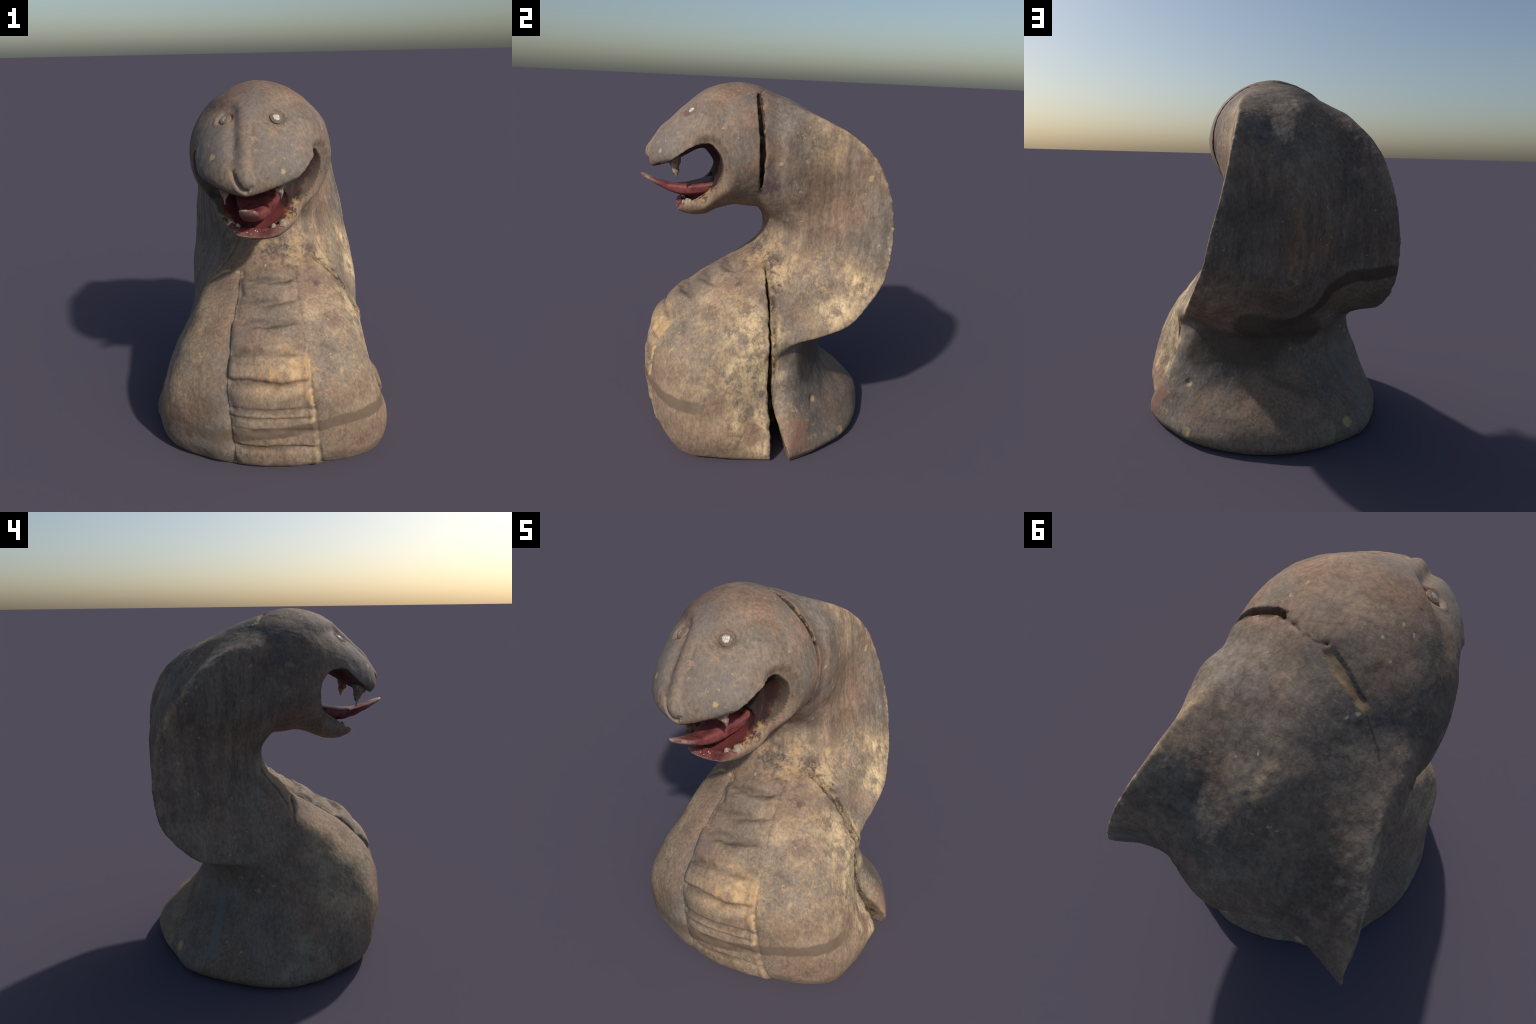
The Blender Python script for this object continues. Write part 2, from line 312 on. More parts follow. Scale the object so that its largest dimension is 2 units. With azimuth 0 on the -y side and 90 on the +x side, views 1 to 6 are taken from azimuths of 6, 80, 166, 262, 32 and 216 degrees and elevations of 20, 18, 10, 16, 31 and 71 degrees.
def relief(ob):
    me = ob.data; co = coords(me); nr = normals(me); x, y, z = co.T
    d = np.zeros(len(co))
    lump = fbm(co*3.2 + 4, 3)
    # --- belly plates
    xl = pchip(*np.array(BAND_LEFT).T, z); xr = pchip(*np.array(BAND_RIGHT).T, z)
    wig = .010*noise(co*np.array([5, 5, 2.0]) + 31)
    xl = xl + wig; xr = xr + .6*wig
    front = smoothstep(-.02, -.12, y)*smoothstep(1.03, .93, z)
    inside = smoothstep(-.015, .022, x - xl)*smoothstep(-.015, .022, xr - x)*front
    zz = z + .016*noise(np.column_stack([x*5, y*0 + 3, z*4])) + .004*noise(np.column_stack([x*25, z*12, y*0]))
    plate = pchip(*np.array(PLATE_PROFILE).T, zz)*np.clip(1.15 + .9*noise(np.column_stack([x*4, z*7, y*0 + 2])), .5, 1.9)
    # hammered, worn slats: average the profile over a few centimetres
    soft = sum(pchip(*np.array(PLATE_PROFILE).T, zz + o) for o in (-.012, -.006, .006, .012))/4
    plate = .60*plate + .70*soft*np.clip(1.15 + .9*noise(np.column_stack([x*4, z*7, y*0 + 2])), .5, 1.9)
    d += inside*plate
    d += -.011*front*gauss(x - xl, .024)*np.clip(.6 + 1.1*noise(co*5), .05, 1.3) - .007*front*gauss(x - xr, .012) + .007*front*gauss(x - xr + .022, .018)
    d += -.008*front*smoothstep(.10, .0, xl - x)*(x < xl) - .004*front*smoothstep(.10, 0, x - xr)*(x > xr)
    # --- face
    q, p = seg_dist(co, NOSE_RIDGE); d += .009*gauss(q, .038)*smoothstep(.1, .5, p)
    q, p = seg_dist(co, NOSE_FURROW_LEFT); d -= .016*gauss(q, .030)*smoothstep(-.2, .15, p)*smoothstep(1.15, .6, p)
    q, p = seg_dist(co, [(-.140,-.41,1.885),(-.205,-.33,1.872),(-.27,-.25,1.845),(-.32,-.17,1.80)]); d -= .011*gauss(q, .030)*smoothstep(1.05, .5, p)
    q, p = seg_dist(co, [(-.10,-.38,1.915),(-.16,-.30,1.912),(-.22,-.22,1.90)]); d += .007*gauss(q, .04)
    q, p = seg_dist(co, NOSE_FURROW_RIGHT); d -= .005*gauss(q, .013)
    q, p = seg_dist(co, NOSTRIL); d -= .018*gauss(q, .010)
    q, p = seg_dist(co, NOSTRIL_RIGHT); d -= .010*gauss(q, .009)
    for i, e in enumerate(EYES):
        q = np.linalg.norm(co - np.array(e), axis=1)
        d -= .012*gauss(q, .07)
        d -= .010*gauss(q - .034, .007); d += .003*gauss(q - .052, .010)
    d += .009*gauss(np.linalg.norm(co - np.array([-.045,-.655,1.60]), axis=1), .05)
    q, p = seg_dist(co, [(.11,-.425,1.862),(.145,-.42,1.858)]); d -= .006*gauss(q, .006)
    q, p = seg_dist(co, [(.04,-.38,1.925),(.093,-.357,1.924),(.154,-.341,1.899)]); d -= .004*gauss(q, .008)
    # --- cracks, gouges, holes
    jag = .006*noise(co*24 + 2)
    q, p = seg_dist(co + jag[:, None], SEAM_LEFT); d -= .010*gauss(q, .007)
    q, p = seg_dist(co + jag[:, None], SEAM_LEFT_SIDE); d -= .008*gauss(q, .007)
    rag = (jag + .010*noise(co*11 + 40))[:, None]
    q, p = seg_dist(co + rag, CROWN_CRACK); crown = .009*gauss(q, .006)
    q, p = seg_dist(co + rag, CROWN_GOUGE); crown = np.maximum(crown, .010*smoothstep(.019, .012, q)*smoothstep(1.02, .75, p)*smoothstep(-.02, .2, p))
    q, p = seg_dist(co + rag, CROWN_HAIRLINE); d -= np.maximum(crown, .004*gauss(q, .005))
    q, p = seg_dist(co, HOOD_GOUGE); d -= .013*gauss(q, .013)*np.sin(np.pi*np.clip(p, .08, .95))
    for (c, r, h) in (((-.224,.502,1.581),.022,.014),((.125,.495,1.691),.02,.006),((-.481,.113,.494),.020,.014),((-.387,.193,.533),.03,.010),((.504,.269,.279),.020,.010),
                      ((.21,-.03,1.02),.03,.012),((.15,-.04,1.03),.02,.009),((.523,.445,.064),.03,.006)):
        q = np.linalg.norm((co - np.array(c))*np.array([1, 1, 1.3]), axis=1); d -= h*gauss(q, r)
    # rough, splintered neck front around the joint
    neck = gauss(np.linalg.norm((co - np.array([.1,-.02,1.04]))*np.array([.6, 1, 1]), axis=1), .14)
    d += neck*.010*fbm(co*np.array([22, 22, 30]), 3)
    # splinters along the open joint on the right
    joint = gauss(y - .01, .05)*smoothstep(.15, .4, x)*smoothstep(1.05, .9, z)
    d += joint*.006*fbm(co*np.array([30, 30, 12]) + 7, 3)
    d += .010*smoothstep(.005, .02, y)*smoothstep(.10, .03, y)*smoothstep(.25, .35, x)*smoothstep(.5, .6, z)*smoothstep(1.02, .9, z)
    # scooped hollows and diagonal folds on the left of the base
    left = smoothstep(-.2, -.4, x)*smoothstep(.62, .45, z)
    d += left*.010*noise(co*np.array([5, 5, 3.5]) + 3)
    q, p = seg_dist(co, [(-.56,.02,.56),(-.66,-.12,.36),(-.69,-.16,.2)]); d -= .012*gauss(q, .035)
    q, p = seg_dist(co, [(-.338,.308,.413),(-.413,.336,.29),(-.525,.382,.145)]); d += .004*smoothstep(.045, .025, q)
    # --- tool-worn surface everywhere
    d += .005*lump + .0020*fbm(co*9 + 5, 3) + .0008*fbm(co*30, 2)
    rear = smoothstep(.25, .4, y)*smoothstep(.7, .85, z)
    d += rear*.0018*fbm(co*np.array([26, 26, 3.0]), 3)
    for k in ('rim_right', 'rim_left'):
        r = np.array([(a, b, c) for c, a, b in RAILS[k] if c > .62 and c < 1.86])
        q, p = seg_dist(co, r); d *= .25 + .75*smoothstep(.0, .035, q)
    flat = smoothstep(.0, .02, z)
    new = co + nr*(d*flat)[:, None]
    # the cheeks roll softly into the corners of the mouth
    q = mouth_distance(co); side = np.sign(x + .03)*smoothstep(.16, .24, np.abs(x + .03))
    new[:, 0] -= side*np.where(side > 0, .042, .016)*smoothstep(.075, 0, q)**1.5*smoothstep(-.44, -.34, y)
    set_coords(me, new)

body = build_body()
relief(body)
# @@CASTSTOP

# ------------------------------------------------------------------ node helpers
class Nodes:
    def __init__(self, name, box=None):
        self.box = box
        self.mat = bpy.data.materials.new(name); self.mat.use_nodes = True
        self.nt = self.mat.node_tree; self.bsdf = self.nt.nodes['Principled BSDF']
        self.co = self.nt.nodes.new('ShaderNodeTexCoord').outputs['Object']
    def new(self, kind, **kw):
        n = self.nt.nodes.new(kind)
        for k, v in kw.items(): setattr(n, k, v)
        return n
    def put(self, sock, v):
        if isinstance(v, bpy.types.NodeSocket): self.nt.links.new(v, sock)
        elif isinstance(v, (tuple, list)) and len(v) == 3 and sock.type == 'RGBA': sock.default_value = (*v, 1)
        else: sock.default_value = v
    def math(self, op, a, b=0.0, c=None, clamp=False):
        n = self.new('ShaderNodeMath', operation=op, use_clamp=clamp)
        self.put(n.inputs[0], a); self.put(n.inputs[1], b)
        if c is not None: self.put(n.inputs[2], c)
        return n.outputs[0]
    def vec(self, op, a, b):
        n = self.new('ShaderNodeVectorMath', operation=op); self.put(n.inputs[0], a); self.put(n.inputs[1], b)
        return n.outputs['Value'] if op in ('LENGTH', 'DOT_PRODUCT', 'DISTANCE') else n.outputs['Vector']
    def scale(self, v): return self.vec('MULTIPLY', self.co, v)
    def noise(self, scale, detail=4, rough=.55, stretch=None, off=0.0, dist=0.0):
        v = self.co if stretch is None else self.scale(stretch)
        if off: v = self.vec('ADD', v, (off, off*1.7, off*.6))
        n = self.new('ShaderNodeTexNoise'); self.put(n.inputs['Vector'], v)
        for k, w in (('Scale', scale), ('Detail', detail), ('Roughness', rough), ('Distortion', dist)): n.inputs[k].default_value = w
        return n.outputs['Fac']
    def cells(self, scale, feature='F1', rnd=1.0, stretch=None):
        n = self.new('ShaderNodeTexVoronoi', feature=feature); self.put(n.inputs['Vector'], self.co if stretch is None else self.scale(stretch))
        n.inputs['Scale'].default_value = scale; n.inputs['Randomness'].default_value = rnd
        return n.outputs['Distance']
    def step(self, v, a, b):
        n = self.new('ShaderNodeMapRange', interpolation_type='SMOOTHSTEP'); self.put(n.inputs['Value'], v)
        if a < b: args = (a, b, 0.0, 1.0)
        else: args = (b, a, 1.0, 0.0)
        for i, w in enumerate(args): n.inputs[1+i].default_value = w
        return n.outputs['Result']
    def mix(self, f, a, b, mode='MIX'):
        n = self.new('ShaderNodeMix', data_type='RGBA', blend_type=mode)
        self.put(n.inputs[0], f); self.put(n.inputs[6], a); self.put(n.inputs[7], b)
        return n.outputs[2]
    def axis(self, i): 
        if not hasattr(self, '_sep'):
            self._sep = self.new('ShaderNodeSeparateXYZ'); self.nt.links.new(self.co, self._sep.inputs[0])
        return self._sep.outputs[i]
    def warped(self, amp, scale):
        """object coordinates pushed about by noise, for ragged outlines"""
        if not hasattr(self, '_warp'): self._warp = {}
        if (amp, scale) not in self._warp:
            n = self.new('ShaderNodeTexNoise'); self.put(n.inputs['Vector'], self.co); n.inputs['Scale'].default_value = scale; n.inputs['Detail'].default_value = 3
            c = self.new('ShaderNodeSeparateColor'); self.nt.links.new(n.outputs['Color'], c.inputs[0])
            v = self.new('ShaderNodeCombineXYZ')
            for i in range(3): self.nt.links.new(c.outputs[i], v.inputs[i])
            off = self.vec('MULTIPLY', self.vec('SUBTRACT', v.outputs[0], (.5, .5, .5)), (amp, amp, amp))
            self._warp[(amp, scale)] = self.vec('ADD', self.co, off)
        return self._warp[(amp, scale)]
    def stroke(self, P, a, b, r, soft):
        """mask of a capsule from a to b measured on (warped) coordinates P"""
        a = Vector(a); b = Vector(b); ab = b - a
        pa = self.vec('SUBTRACT', P, tuple(a))
        h = self.math('MULTIPLY', self.vec('DOT_PRODUCT', pa, tuple(ab)), 1/max(ab.length_squared, 1e-9), clamp=True)
        n = self.new('ShaderNodeVectorMath', operation='SCALE'); n.inputs[0].default_value = tuple(ab); self.put(n.inputs['Scale'], h)
        d = self.vec('LENGTH', self.vec('SUBTRACT', pa, n.outputs[0]), (0, 0, 0))
        return self.step(d, r + soft, r - soft)
    def touches(self, a, b, r):
        """does a mark from a to b with radius r reach this part's box?"""
        if self.box is None: return True
        lo, hi = self.box
        return all(max(p, q) + r > l and min(p, q) - r < h for p, q, l, h in zip(a, b, lo, hi))
    def both(self, *ms):
        """product of masks; nothing if one of them is absent"""
        if any(m is None for m in ms): return None
        r = ms[0]
        for m in ms[1:]: r = self.math('MULTIPLY', r, m)
        return r
    def either(self, *ms):
        ms = [m for m in ms if m is not None]
        if not ms: return None
        r = ms[0]
        for m in ms[1:]: r = self.math('MAXIMUM', r, m)
        return r
    def lay(self, col, mask, amount, top):
        if mask is None: return col
        return self.mix(self.math('MULTIPLY', mask, amount), col, top)
    def strokes(self, P, pts, r, soft):
        m = None
        for a, b in zip(pts[:-1], pts[1:]):
            if not self.touches(a, b, r + soft + .08): continue
            k = self.stroke(P, a, b, r, soft); m = k if m is None else self.math('MAXIMUM', m, k)
        return m
    def spots(self, P, items, soft=.3):
        m = None
        for c, r in items:
            if not self.touches(c, c, r*(1+soft) + .06): continue
            k = self.step(self.vec('DISTANCE', P, tuple(c)), r*(1+soft), r*(1-soft)); m = k if m is None else self.math('MAXIMUM', m, k)
        return m

GREY = (.182,.152,.127); BROWN = (.232,.160,.114); SLATE = (.084,.070,.062); TAN = (.47,.335,.205); OCHRE = (.46,.31,.125)
RUST = (.30,.165,.105); PLUM = (.105,.068,.075); PALE = (.46,.38,.27); DIRT = (.150,.105,.072)

def wood_colour(N):
    far = N.warped(.16, 2.5); near = N.warped(.035, 14); fine = N.warped(.012, 45)
    x, y, z = N.axis(0), N.axis(1), N.axis(2)
    n1 = N.noise(2.4, 5, .6); n2 = N.noise(5.5, 6, .65, off=3.1); n3 = N.noise(14, 6, .7, off=1.3); n4 = N.noise(60, 4, .7)
    grain = N.noise(9, 6, .7, stretch=(4, 4, .55), off=2.0)
    col = N.mix(N.step(n1, .38, .62), GREY, BROWN)
    # grey-brown film over crown, hood back and left flank
    dark_tone = N.spots(far, [((-.15,.35,1.6),.42),((-.05,.5,1.15),.42),((-.30,-.05,1.75),.28),((-.5,.3,.3),.36),((-.4,.25,1.2),.30),((0,.1,1.9),.22)], .45)
    col = N.lay(col, N.both(dark_tone, N.step(n1, .25, .62)), .28, SLATE)
    col = N.mix(N.math('MULTIPLY', N.step(n2, .55, .76), .26), col, SLATE)
    crown = N.spots(far, [((-.14,-.16,1.96),.20),((-.20,.12,1.88),.17),((-.30,-.02,1.80),.15),((-.30,.40,1.50),.20),((.10,.45,1.60),.15)], .5)
    col = N.lay(col, N.both(crown, N.step(n2, .32, .58)), .62, (.066,.062,.062))
    # bare, sun-bleached timber on the right breast, neck and hood margin
    bare = N.spots(far, [((.58,-.10,.62),.22),((.45,-.35,.40),.24),((.66,-.08,.12),.16),((.32,-.30,.80),.20),((.12,-.66,.62),.18),((.42,.40,.88),.24),((.22,.08,1.0),.18),((-.45,-.40,.45),.22),((.1,-.66,.15),.25),
                         ((-.35,-.30,.72),.16),((.30,.30,1.7),.14)], .55)
    bare = N.both(bare, N.math('ADD', N.math('MULTIPLY', N.step(n3, .36, .64), .50), .38))
    col = N.lay(col, bare, .85, N.mix(N.step(n2, .4, .6), TAN, (.34,.255,.175)))
    glow = N.spots(near, [((.52,-.10,.70),.14),((.58,-.10,.48),.16),((.65,-.12,.24),.13),((.70,-.03,.08),.06),((.45,-.12,.80),.08),((.47,.38,.80),.10),((.45,.50,.95),.08),((.17,-.66,.66),.07),((.33,.04,.96),.07)], .6)  # palest patches, on the right side and the hood margin
    col = N.lay(col, N.both(glow, N.step(n3, .40, .58)), .80, (.66,.50,.30))
    rim = N.strokes(near, [(.20,.20,1.87),(.271,.457,1.757),(.329,.623,1.582),(.405,.696,1.289),(.471,.655,1.006),(.531,.479,.77),(.521,.144,.635)], .022, .022)
    rim = N.either(rim, N.strokes(near, [(-.382,.251,1.793),(-.462,.44,1.66),(-.53,.612,1.402),(-.565,.648,1.146)], .012, .012))
    rim = N.either(rim, N.both(N.strokes(near, [(-.06,.31,1.845),(-.06,.43,1.75),(-.05,.60,1.417),(-.0,.68,1.13),(.01,.66,.95)], .022, .020), .9))
    col = N.lay(col, N.both(rim, N.step(n3, .40, .62)), .7, TAN)
    spine = N.strokes(near, [(-.01,.664,1.30),(.0,.675,1.13),(.01,.672,1.0),(.02,.64,.88)], .013, .012)
    col = N.lay(col, N.both(spine, N.step(n3, .42, .56)), .75, (.34,.19,.09))
    # reddish stain
    rust = N.spots(far, [((.22,-.16,1.89),.16),((-.04,-.24,1.99),.12),((-.14,-.40,1.90),.10),((.36,-.22,.85),.14),((.30,-.04,1.6),.12),((.60,-.2,.25),.16),((.28,.4,1.3),.12),((-.05,.62,1.1),.16)], .6)
    col = N.lay(col, N.both(rust, N.step(n2, .42, .62)), .55, RUST)
    plum = N.spots(near, [((.22,-.05,.985),.06),((.26,-.17,.907),.05),((.30,.0,1.45),.07),((.53,.03,.55),.06),((.48,.06,.8),.03)], .6)
    col = N.lay(col, N.both(plum, N.step(n3, .45, .58)), .8, PLUM)
    streak = N.noise(5, 6, .6, stretch=(5, 5, .30), off=5.5)
    hoody = N.math('MULTIPLY', N.step(z, .75, 1.0), N.step(y, -.06, .10))
    col = N.mix(1.0, col, N.mix(N.math('ADD', N.math('MULTIPLY', N.math('SUBTRACT', N.step(streak, .36, .64), .5), hoody), .5), (.85,.84,.84), (1.15,1.14,1.12)), 'MULTIPLY')
    # grain, mottling, speckle
    n5 = N.noise(46, 8, .68, stretch=(1.5, 1.5, .7), off=9.0, dist=.4)
    col = N.mix(1.0, col, N.mix(N.step(n5, .30, .70), (.76,.75,.74), (1.26,1.26,1.24)), 'MULTIPLY')
    n6 = N.noise(7, 7, .62, off=4.4)
    col = N.mix(1.0, col, N.mix(N.step(n6, .34, .66), (.85,.84,.83), (1.15,1.15,1.14)), 'MULTIPLY')
    col = N.mix(N.math('MULTIPLY', N.step(grain, .56, .70), .30), col, (.070,.056,.047))
    col = N.mix(N.math('MULTIPLY', N.step(grain, .45, .30), .22), col, (.34,.27,.19))
    col = N.mix(N.math('MULTIPLY', N.step(n4, .58, .72), .28), col, (.36,.28,.185))
    col = N.mix(N.math('MULTIPLY', N.step(n4, .42, .28), .32), col, (.055,.044,.037))
    sp = N.new('ShaderNodeTexVoronoi'); N.put(sp.inputs['Vector'], N.warped(.05, 30)); sp.inputs['Scale'].default_value = 21
    specks = N.math('MULTIPLY', N.step(sp.outputs['Distance'], .17, .08), N.step(N.noise(6, 3, off=8), .52, .60))
    col = N.mix(N.math('MULTIPLY', specks, .75), col, PALE)
    fleck = N.noise(26, 7, .72, off=12.0)
    zone = N.spots(far, [((.50,-.15,.60),.34),((.30,-.45,.60),.30),((.45,.35,.95),.26),((.2,.0,1.05),.16),((.35,.25,1.75),.16),((-.40,-.40,.45),.22),((.65,.15,.2),.16),((.05,-.5,1.75),.14)], .5)
    col = N.lay(col, N.both(zone, N.step(fleck, .54, .66)), .60, (.56,.38,.19))
    col = N.lay(col, N.both(zone, N.step(fleck, .46, .34)), .38, (.10,.072,.062))
    raw_neck = N.spots(near, [((.13,-.03,1.05),.11),((.24,.03,1.01),.07),((.0,-.02,1.07),.07),((.53,.04,.55),.04),((.46,.045,.76),.035),((.36,.05,.92),.035)], .5)
    col = N.lay(col, N.both(raw_neck, N.step(n3, .50, .58)), .75, (.46,.30,.14))
    col = N.lay(col, N.both(raw_neck, N.step(n3, .47, .39)), .75, (.065,.046,.042))
    crackle = N.step(N.cells(17, 'DISTANCE_TO_EDGE', stretch=(1.2, 1.2, .6)), .030, .004)
    col = N.mix(N.math('MULTIPLY', N.math('MULTIPLY', crackle, N.step(n2, .5, .62)), .35), col, (.05,.04,.033))
    # --- marks
    band = N.strokes(near, [(-.40,-.625,.215),(-.187,-.68,.24),(-.028,-.705,.278),(.174,-.69,.298),(.358,-.65,.326),(.537,-.566,.345),(.639,-.462,.346),(.668,-.36,.334)], .033, .008)
    if band is not None:
        fade = N.both(N.math('ADD', N.math('MULTIPLY', N.step(x, -.42, -.1), .55), .40), N.step(y, -.33, -.45), N.step(n3, .18, .34))
        col = N.lay(col, N.both(band, fade), .9, DIRT)
    warm = N.spots(near, [((.17,-.60,.745),.07),((.21,-.62,.66),.08),((.24,-.64,.60),.06),((.25,-.66,.50),.03),((.05,-.63,.585),.05)], .6)  # orange tint paints the sunlight on the right half of the plates
    col = N.lay(col, N.both(warm, N.step(grain, .40, .56)), .70, (.56,.34,.155))
    edge = N.strokes(near, [(.275,-.66,.36),(.255,-.63,.53),(.225,-.53,.69)], .010, .008)
    col = N.lay(col, N.both(edge, N.step(n3, .42, .55)), .75, (.56,.37,.18))
    cool = N.spots(near, [((-.10,-.49,.745),.05),((-.15,-.50,.72),.04),((-.06,-.42,1.90),.07),((-.2,-.50,1.72),.14),((.08,-.52,1.70),.16),((-.03,-.40,1.88),.12)], .6)
    col = N.lay(col, N.both(cool, N.step(n2, .36, .56)), .42, (.165,.160,.155))
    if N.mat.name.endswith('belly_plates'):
        grooves = None  # undercut shadow below the plate edges, drawn in as dark lines
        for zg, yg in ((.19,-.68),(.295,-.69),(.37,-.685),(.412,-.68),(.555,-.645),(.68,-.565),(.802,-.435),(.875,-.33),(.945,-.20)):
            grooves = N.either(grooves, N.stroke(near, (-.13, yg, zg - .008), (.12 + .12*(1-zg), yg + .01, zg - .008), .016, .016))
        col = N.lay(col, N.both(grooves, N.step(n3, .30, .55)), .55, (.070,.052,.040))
    smear = N.strokes(near, [(-.53,.62,.975),(-.434,.573,.953),(-.317,.545,.929),(-.225,.553,.871),(-.173,.504,.761),(-.052,.489,.68),(.071,.475,.653)], .038, .008)
    smear = N.either(smear, N.both(N.strokes(near, [(-.025,.395,.51),(.122,.396,.385),(.02,.445,.31),(-.12,.485,.262)], .022, .012), .45))
    smear = N.either(smear, N.both(N.strokes(far, [(.38,.27,.46),(.26,.34,.48),(.12,.38,.47),(.05,.41,.55),(.18,.42,.64),(-.12,.40,.62)], .11, .03), .9))
    col = N.lay(col, smear, .80, (.072,.053,.040))
    patch = N.strokes(fine, [(-.338,.308,.413),(-.413,.336,.29),(-.525,.382,.145)], .030, .004)
    patch = N.either(patch, N.spots(fine, [((.125,.495,1.691),.022)], .2))
    col = N.lay(col, N.both(patch, N.step(n3, .25, .5)), .6, (.180,.176,.168))
    pink = N.spots(N.warped(.06, 14), [((.665,.18,.20),.055),((.69,.14,.13),.05),((.66,-.10,.17),.06)], .12)
    col = N.lay(col, N.both(pink, N.step(n3, .44, .52)), .7, (.30,.150,.110))
    lichen = N.spots(near, [((-.70,-.05,.06),.10),((-.25,.62,.07),.08),((-.655,-.12,.235),.06),((-.66,-.24,.18),.05),((-.41,-.071,1.697),.04),((-.40,-.06,1.60),.03),((-.26,-.14,1.90),.012),((-.442,.307,1.463),.012)], .5)
    col = N.lay(col, N.both(lichen, N.step(n3, .46, .58)), .75, (.27,.25,.17))
    chips = N.spots(N.warped(.035, 32), [((.504,.269,.279),.020),((.529,.443,.068),.028),((.323,.556,1.53),.014),((.407,.69,1.261),.012),((.118,-.59,1.629),.010),((.311,.054,1.598),.012),((.312,.137,1.605),.010),
                           ((.294,.159,1.066),.018),((-.482,.113,.494),.018),((-.415,.196,.548),.012),((-.075,-.62,.60),.020),((-.21,-.56,1.69),.014),((-.225,-.565,1.675),.008),((-.02,-.46,1.865),.008),((.10,-.47,1.76),.008),
                           ((-.096,-.64,1.64),.012),((.25,.12,1.02),.02),((.34,.02,.93),.016),((-.35,.55,.10),.03)], .25)
    col = N.lay(col, chips, .85, (.46,.33,.16))
    seam = N.strokes(N.warped(.03, 30), [(-.15,-.14,.955),(-.248,-.11,.95),(-.32,-.10,.905),(-.385,-.11,.83)], .008, .006)
    col = N.lay(col, N.both(seam, N.step(n3, .42, .55)), .75, (.42,.29,.13))
    hair = N.strokes(N.warped(.02, 26), [(.16,-.065,1.92),(.064,-.028,1.962),(-.004,-.016,1.975),(-.031,-.019,1.976)], .004, .003)
    hair = N.either(hair, N.strokes(N.warped(.02, 26), [(-.199,.063,1.922),(-.236,.085,1.895),(-.297,.136,1.853)], .003, .003))
    col = N.lay(col, hair, .7, (.035,.026,.020))
    gouge = N.strokes(near, [(-.04,-.01,1.97),(-.113,.031,1.95),(-.198,.059,1.912)], .016, .004)
    if gouge is not None: col = N.lay(col, gouge, .8, N.mix(n4, (.13,.085,.05), (.26,.18,.10)))
    # raw splintered timber inside and beside the open joints
    if N.touches((.2,.01,0), (.7,.01,1.0), .03):
        inner = N.math('MULTIPLY', N.step(N.math('ABSOLUTE', N.math('SUBTRACT', y, .012)), .040, .012), N.math('MULTIPLY', N.step(x, .12, .22), N.step(z, 1.06, 1.0)))
        foot = N.both(N.step(y, -.004, .006), N.step(y, .125, .105), N.step(x, .2, .25), N.step(x, .68, .64), N.step(z, .26, .10))
        raw = N.mix(N.step(N.noise(34, 5, .7, off=6), .50, .68), (.050,.033,.022), OCHRE)  # mostly dark brown, with a smaller share of ochre
        col = N.mix(N.math('MULTIPLY', N.math('MAXIMUM', inner, foot), N.math('ADD', N.math('MULTIPLY', N.step(n3, .42, .60), .75), .15)), col, raw)
    if N.touches((.12,-.05,1.42), (.35,-.05,1.95), .02):
        split = N.both(N.step(N.math('ABSOLUTE', N.math('ADD', y, .053)), .020, .010), N.step(x, .09, .12), N.step(z, 1.40, 1.46), N.step(z, 1.97, 1.95))
        col = N.lay(col, split, .85, N.mix(N.step(N.noise(34, 4, .7, off=4), .52, .62), (.030,.022,.016), (.30,.19,.09)))
    return col, n3, n4, grain

def finish(N, col, n3, n4, grain, rough=.78, bump=.35, dist=.006):
    N.put(N.bsdf.inputs['Base Color'], col)
    N.put(N.bsdf.inputs['Roughness'], N.math('ADD', N.math('MULTIPLY', n3, .25), rough - .12))
    N.bsdf.inputs['Specular IOR Level'].default_value = .3
    h = N.math('ADD', N.math('MULTIPLY', n4, .5), N.math('ADD', n3, N.math('MULTIPLY', grain, .7)))
    b = N.new('ShaderNodeBump'); b.inputs['Strength'].default_value = bump; b.inputs['Distance'].default_value = dist
    N.put(b.inputs['Height'], h); N.nt.links.new(b.outputs[0], N.bsdf.inputs['Normal'])
    return N.mat

def make_wood(part, box):
    """one recipe for all parts; each copy carries only the marks that reach its part"""
    N = Nodes('weathered_wood_' + part, box); return finish(N, *wood_colour(N))

